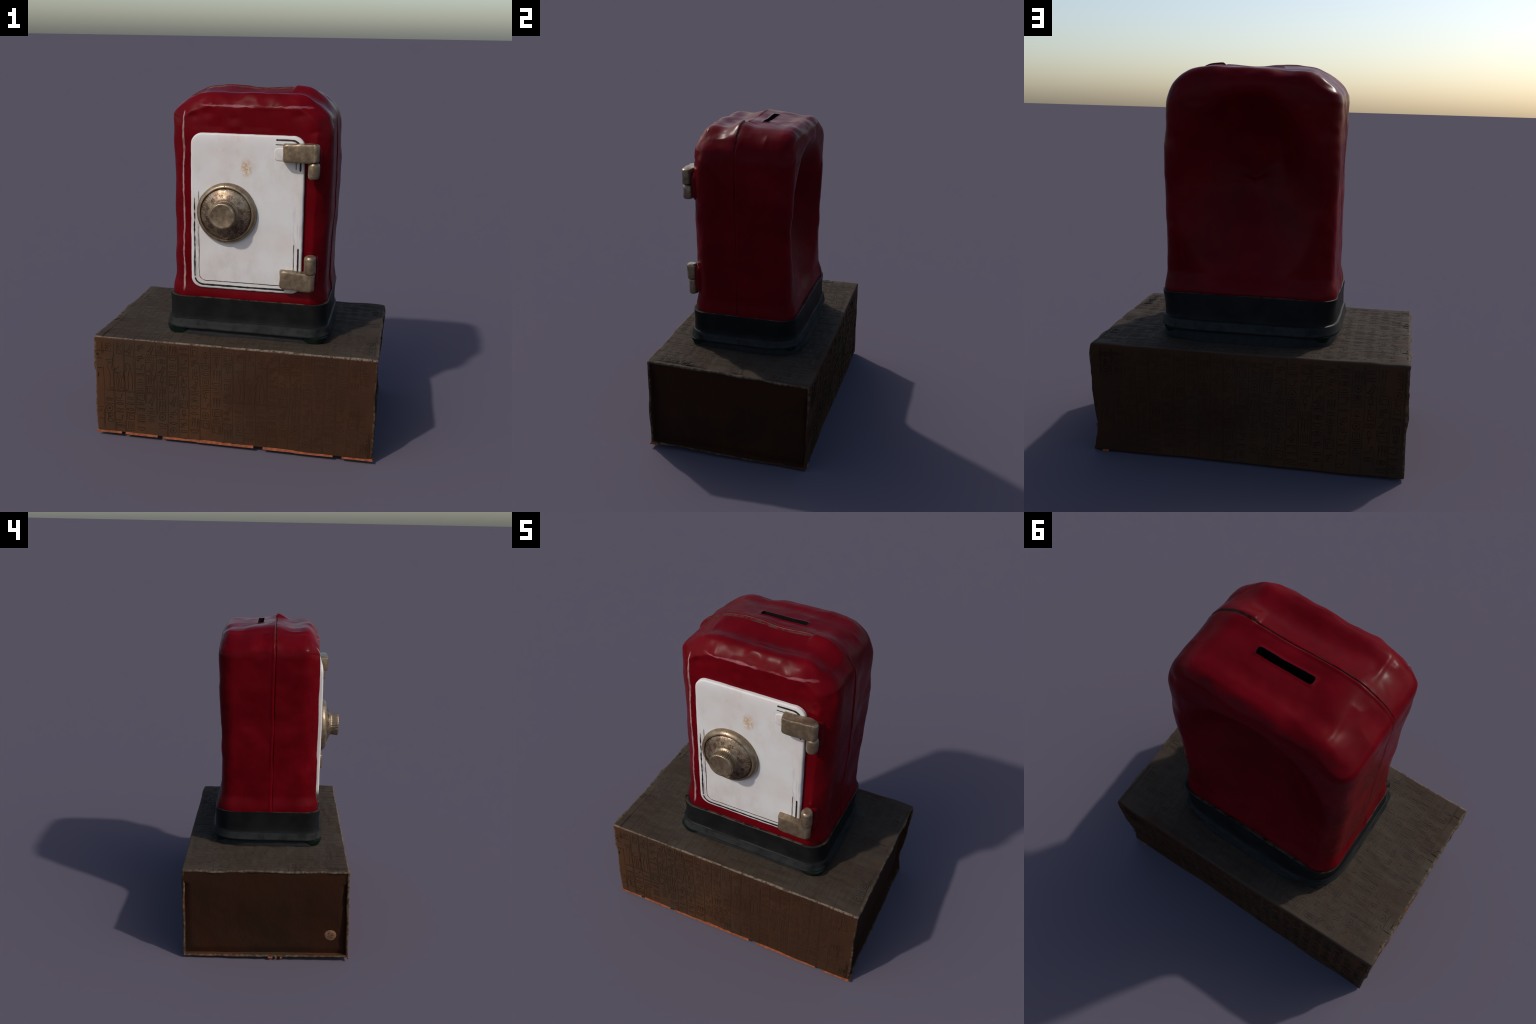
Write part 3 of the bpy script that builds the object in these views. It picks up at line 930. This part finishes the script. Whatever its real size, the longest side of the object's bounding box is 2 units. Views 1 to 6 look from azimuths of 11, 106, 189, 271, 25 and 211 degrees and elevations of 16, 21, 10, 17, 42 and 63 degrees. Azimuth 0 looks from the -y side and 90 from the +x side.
def sign(kind, rng):
    """Strokes in a unit cell 0..1 x 0..1: list of (polyline, weight)."""
    j = lambda s=0.06: (rng.random() - 0.5) * s
    if kind == "bars":
        return [([(0.08, 0.3), (0.92, 0.3 + j())], 1.5), ([(0.08, 0.7), (0.92, 0.7 + j())], 1.2)]
    if kind == "eye":
        return [(arc(0.5, 0.5, 0.42, 0.30, 0, 360, 14), 1), (arc(0.5, 0.5, 0.13, 0.14, 0, 360, 8), 1.7)]
    if kind == "water":
        return [([(0.05 + 0.9 * k / 8, y + (0.12 if k % 2 else -0.12)) for k in range(9)], 1) for y in (0.3, 0.7)]
    if kind == "basket":
        return [([(0.06, 0.72), (0.94, 0.72)], 1.2), (arc(0.5, 0.72, 0.42, 0.5, 180, 360, 10), 1)]
    if kind == "reeds":
        return [([(x, 0.08), (x + 0.02, 0.6)], 1) for x in (0.2, 0.5, 0.8)] + [(arc(x + 0.06, 0.68, 0.07, 0.24, 0, 360, 9), 0.9) for x in (0.2, 0.5, 0.8)]
    if kind == "house":
        return [([(0.1, 0.1), (0.1, 0.9), (0.9, 0.9), (0.9, 0.1), (0.1, 0.1)], 1), ([(0.3, 0.1), (0.3, 0.65), (0.7, 0.65), (0.7, 0.35)], 1)]
    if kind == "sun":
        return [(arc(0.5, 0.5, 0.36, 0.38, 0, 360, 14), 1), (arc(0.5, 0.5, 0.1, 0.1, 0, 360, 7), 1.4)]
    if kind == "snake":
        return [([(0.05, 0.25), (0.25, 0.35), (0.42, 0.2), (0.6, 0.3), (0.72, 0.55), (0.66, 0.8), (0.85, 0.88), (0.93, 0.72)], 1.3)]
    if kind == "bird":
        return [([(0.08, 0.3), (0.35, 0.42), (0.55, 0.7), (0.62, 0.9), (0.78, 0.86), (0.9, 0.76), (0.74, 0.7), (0.74, 0.45), (0.5, 0.25), (0.08, 0.3)], 1.1), ([(0.5, 0.25), (0.48, 0.06), (0.62, 0.06)], 0.9), ([(0.62, 0.3), (0.62, 0.06)], 0.9), ([(0.25, 0.34), (0.58, 0.52)], 0.9)]
    if kind == "comb":
        return [([(0.06, 0.72), (0.94, 0.72)], 1.4)] + [([(x, 0.3), (x, 0.7)], 0.9) for x in (0.12, 0.28, 0.44, 0.6, 0.76, 0.9)]
    if kind == "loop":
        return [(arc(0.5, 0.7, 0.17, 0.22, -90, 270, 10), 1), ([(0.5, 0.06), (0.5, 0.48)], 1.2), ([(0.2, 0.42), (0.8, 0.42)], 1.2)]
    if kind == "mouth":
        return [(arc(0.5, 0.28, 0.44, 0.42, 20, 160, 9), 1.2), (arc(0.5, 0.72, 0.44, 0.42, 200, 340, 9), 1.2)]
    if kind == "feather":
        return [([(0.2, 0.08), (0.45, 0.5), (0.85, 0.9)], 1), (arc(0.55, 0.55, 0.36, 0.12, 30, 390, 10), 1), ([(0.1, 0.3), (0.6, 0.15)], 1)]
    if kind == "seated":
        return [(arc(0.42, 0.82, 0.12, 0.13, 0, 360, 8), 1), ([(0.38, 0.68), (0.28, 0.4), (0.3, 0.1), (0.85, 0.1), (0.8, 0.36), (0.5, 0.4), (0.45, 0.66)], 1), ([(0.45, 0.58), (0.72, 0.68), (0.82, 0.86)], 0.9)]
    if kind == "square":
        return [([(0.18, 0.15), (0.18, 0.85), (0.82, 0.85), (0.82, 0.15), (0.18, 0.15)], 1), ([(0.38, 0.35), (0.38, 0.65), (0.62, 0.65), (0.62, 0.35), (0.38, 0.35)], 0.9)]
    return [([(0.1, 0.5), (0.9, 0.5)], 1.2), ([(0.15, 0.18), (0.5, 0.34), (0.85, 0.18)], 1), (arc(0.5, 0.66, 0.2, 0.2, 0, 180, 7), 1)]


KINDS = [("bars", 0.55), ("eye", 0.7), ("water", 0.7), ("basket", 0.7), ("reeds", 1.25), ("house", 1.0), ("sun", 0.95), ("snake", 0.9), ("bird", 1.25), ("comb", 0.7), ("loop", 1.25), ("mouth", 0.6), ("feather", 1.2), ("seated", 1.3), ("square", 1.0), ("arrow", 0.9)]
STANDING = [  # two robed figures facing each other, in a cell 3 columns wide
    ([(0.16, 0.02), (0.2, 0.40), (0.17, 0.56), (0.12, 0.66), (0.13, 0.80), (0.2, 0.86), (0.28, 0.80), (0.26, 0.70), (0.22, 0.66), (0.3, 0.60), (0.42, 0.66), (0.5, 0.74)], 1.2),
    ([(0.16, 0.02), (0.34, 0.02), (0.3, 0.42), (0.33, 0.56), (0.5, 0.52), (0.58, 0.60)], 1.2),
    ([(0.14, 0.84), (0.06, 0.94), (0.18, 0.92), (0.3, 0.98), (0.27, 0.86)], 1.1),
    ([(0.36, 0.68), (0.34, 0.58), (0.44, 0.50), (0.54, 0.54)], 1.6),
    ([(0.82, 0.02), (0.80, 0.40), (0.84, 0.58), (0.9, 0.70), (0.86, 0.84), (0.77, 0.86), (0.72, 0.78), (0.77, 0.68), (0.72, 0.62), (0.64, 0.5), (0.62, 0.36)], 1.2),
    ([(0.82, 0.02), (0.64, 0.02), (0.69, 0.40), (0.66, 0.52)], 1.2),
    ([(0.93, 0.6), (0.97, 0.3), (0.95, 0.02)], 1),
    ([(0.42, 0.02), (0.40, 0.30), (0.45, 0.46), (0.54, 0.46), (0.58, 0.30), (0.56, 0.02), (0.42, 0.02)], 1),
    ([(0.46, 0.04), (0.48, 0.40)], 0.8), ([(0.52, 0.04), (0.51, 0.40)], 0.8),
]


def face_point(face, a, b, h):
    """Point on a box face at (a, b) metres, raised h above the cloth."""
    a, b, h = np.asarray(a, float), np.asarray(b, float), np.asarray(h, float)
    if face == "front":
        P = np.stack([a, np.full_like(a, -HY), b - ZC], 1)
        n = np.array([0, -1, 0])
    elif face == "rear":
        P = np.stack([-a, np.full_like(a, HY), b - ZC], 1)
        n = np.array([0, 1, 0])
    else:
        P = np.stack([a, b, np.full_like(a, HZ)], 1)
        n = np.array([0, 0, 1])
    x = P[:, 0]
    W = warp(P) + n * (cloth_relief(P) + h)[:, None]
    return W


def glyph_sheet(face, b0, b1, mat, col0=-0.745, colw=0.0632, depth=0.0011, seed=5):
    strokes = []  # list of (points (a,b), width)
    lo, hi = -0.782, 0.782
    ncol = 25
    period = 12
    scene_cols = (0, 1, 2)
    for c in range(-1, ncol):
        x0 = col0 + colw * c
        x1 = x0 + colw
        kc = c % period
        for e in (x0 + 0.0035, x0 - 0.0035):
            if lo < e < hi:
                b = b0
                while b < b1 - 0.02:  # the ruled line breaks up where the cloth is rubbed
                    run = min(b1 - b, 0.04 + 0.20 * RNG.random())
                    if RNG.random() < 0.66:
                        strokes.append(([(e, b + run * k / 8) for k in range(9)], 0.0011 + 0.0008 * RNG.random()))
                    b += run
        rng = random.Random(seed * 1000 + kc)
        b = b1 - 0.004 - 0.02 * rng.random()
        while b > b0 + 0.015:
            kind, asp = KINDS[rng.randrange(len(KINDS))]
            h = (colw - 0.011) * asp * (0.85 + 0.3 * rng.random())
            top, bot = b, b - h
            b = bot - 0.003
            if kc in scene_cols and face == "front" and bot < 0.475 and top > 0.272:
                continue
            if bot < b0:
                break
            for poly, wt in sign(kind, rng):
                pts = [(x0 + 0.0055 + u * (colw - 0.011), bot + v * h) for u, v in poly]
                if min(p[0] for p in pts) < lo or max(p[0] for p in pts) > hi:
                    continue
                strokes.append((pts, 0.0027 * wt * (0.80 + 0.5 * rng.random())))
            if rng.random() < 0.35:
                u0, u1 = max(lo, x0 + 0.004), min(hi, x1 - 0.004)
                if u1 > u0:
                    strokes.append(([(u0, b + 0.001), ((u0 + u1) / 2, b + 0.001), (u1, b + 0.001)], 0.0022))
        if kc == 0 and face == "front" and c >= 0:
            w3 = colw * 3
            for poly, wt in STANDING:
                pts = [(x0 + 0.008 + u * (w3 - 0.016), 0.285 + v * 0.185) for u, v in poly]
                if max(p[0] for p in pts) < hi:
                    strokes.append((pts, 0.003 * wt))
            w3 = min(w3, hi - x0)
            strokes.append(([(x0 + w3 * k / 8, 0.279) for k in range(9)], 0.003))
            strokes.append(([(x0 + w3 * k / 8, 0.272) for k in range(9)], 0.002))
    A, B, H, F, base = [], [], [], [], 0
    for pts, w in strokes:
        p = np.array(pts)
        # subdivide long runs so that strokes lie on the rippled cloth
        q = [p[0]]
        for i in range(len(p) - 1):
            m = max(1, int(np.linalg.norm(p[i + 1] - p[i]) / 0.012))
            q += [p[i] + (p[i + 1] - p[i]) * k / m for k in range(1, m + 1)]
        p = np.array(q)
        n = len(p)
        d = np.gradient(p, axis=0)
        d /= np.maximum(1e-9, np.linalg.norm(d, axis=1))[:, None]
        N = np.stack([-d[:, 1], d[:, 0]], 1)
        taper = np.ones(n)
        taper[0] = taper[-1] = 0.55
        for off, h in ((-0.5, -0.002), (-0.5 * 0.8, depth), (0.5 * 0.8, depth), (0.5, -0.002)):
            e = p + N * (off * w * taper)[:, None]
            A.append(e[:, 0])
            B.append(e[:, 1])
            H.append(np.full(n, h))
        for k in range(n - 1):
            for s in range(3):
                i, j = base + s * n + k, base + (s + 1) * n + k
                F.append((i, i + 1, j + 1, j))
            F.append((base + 3 * n + k, base + 3 * n + k + 1, base + k + 1, base + k))
        F.append((base, base + n, base + 2 * n, base + 3 * n))
        F.append((base + n - 1, base + 4 * n - 1, base + 3 * n - 1, base + 2 * n - 1))
        base += 4 * n
    V = face_point(face, np.concatenate(A), np.concatenate(B), np.concatenate(H))
    new_object("pressed_glyphs", V, F, mat, box, sharp=30, kind="stuff")


glyph_sheet("front", 0.032, 0.580, GLYPH_FRONT)
glyph_sheet("lid", -0.488, 0.488, GLYPH_LID, col0=-0.745, depth=0.0007, seed=5)
glyph_sheet("rear", 0.032, 0.575, GLYPH_FRONT, seed=8)


# ---- orange scraps of the scanned table left under the bottom edges
def fringe():
    loop = []
    for (a, b), n in ((((-1, -1), (1, -1)), 420), (((1, -1), (1, 1)), 260), (((1, 1), (-1, 1)), 420), (((-1, 1), (-1, -1)), 260)):
        for k in range(n):
            t = k / n
            loop.append((HX * (a[0] + (b[0] - a[0]) * t), HY * (a[1] + (b[1] - a[1]) * t)))
    loop = np.array(loop)
    P = np.stack([loop[:, 0], loop[:, 1], np.full(len(loop), -HZ)], 1)
    W = warp(P)
    o = loop / np.array([HX, HY])
    nrm = np.where(np.abs(o) > 0.999, np.sign(o), 0)
    # slivers laid from left to right: each starts thick and thins out to nothing
    rng = random.Random(31)
    hang = np.zeros(len(loop))
    k = 0
    while k < len(loop):
        front = o[k, 1] < -0.99
        m = int(rng.uniform(40, 130)) if front else int(rng.uniform(18, 60))
        thick = rng.uniform(0.0016, 0.0050) if front else (rng.uniform(0.0010, 0.0020) if rng.random() < 0.12 else 0)
        t = np.arange(m) / m
        piece = thick * (1 - t) ** rng.uniform(0.5, 1.2) + (0.0009 if front else 0)
        n = min(m, len(loop) - k)
        hang[k : k + n] = piece[:n]
        k += m + (int(max(0, rng.uniform(-12, 14))) if front else 12)
    hang = np.where(hang > 0, hang + 0.0008 * noise(P, 70, 113), 0)
    keep = hang > 0.0007
    zlow = np.maximum(0.0, W[:, 2] - 0.0035 - hang)
    V, F, idx = [], [], {}
    for k in range(len(loop)):
        if not keep[k]:
            continue
        idx[k] = len(V)
        x, y, z = W[k]
        ox, oy = nrm[k]
        for d, zz in ((-0.010, z + 0.008), (-0.002, z + 0.008), (0.0045, zlow[k]), (-0.001, zlow[k])):
            V.append((x + ox * d, y + oy * d, zz))
    n = len(loop)
    for k in idx:
        j = (k + 1) % n
        if j in idx:
            a, b = idx[k], idx[j]
            for s in range(4):
                F.append((a + s, b + s, b + (s + 1) % 4, a + (s + 1) % 4))
        else:
            a = idx[k]
            F.append((a, a + 1, a + 2, a + 3))
        if (k - 1) % n not in idx:
            a = idx[k]
            F.append((a + 3, a + 2, a + 1, a))
    V = np.array(V)
    new_object("table_scraps", V, F, FRINGE, box, sharp=40, kind="stuff")


fringe()
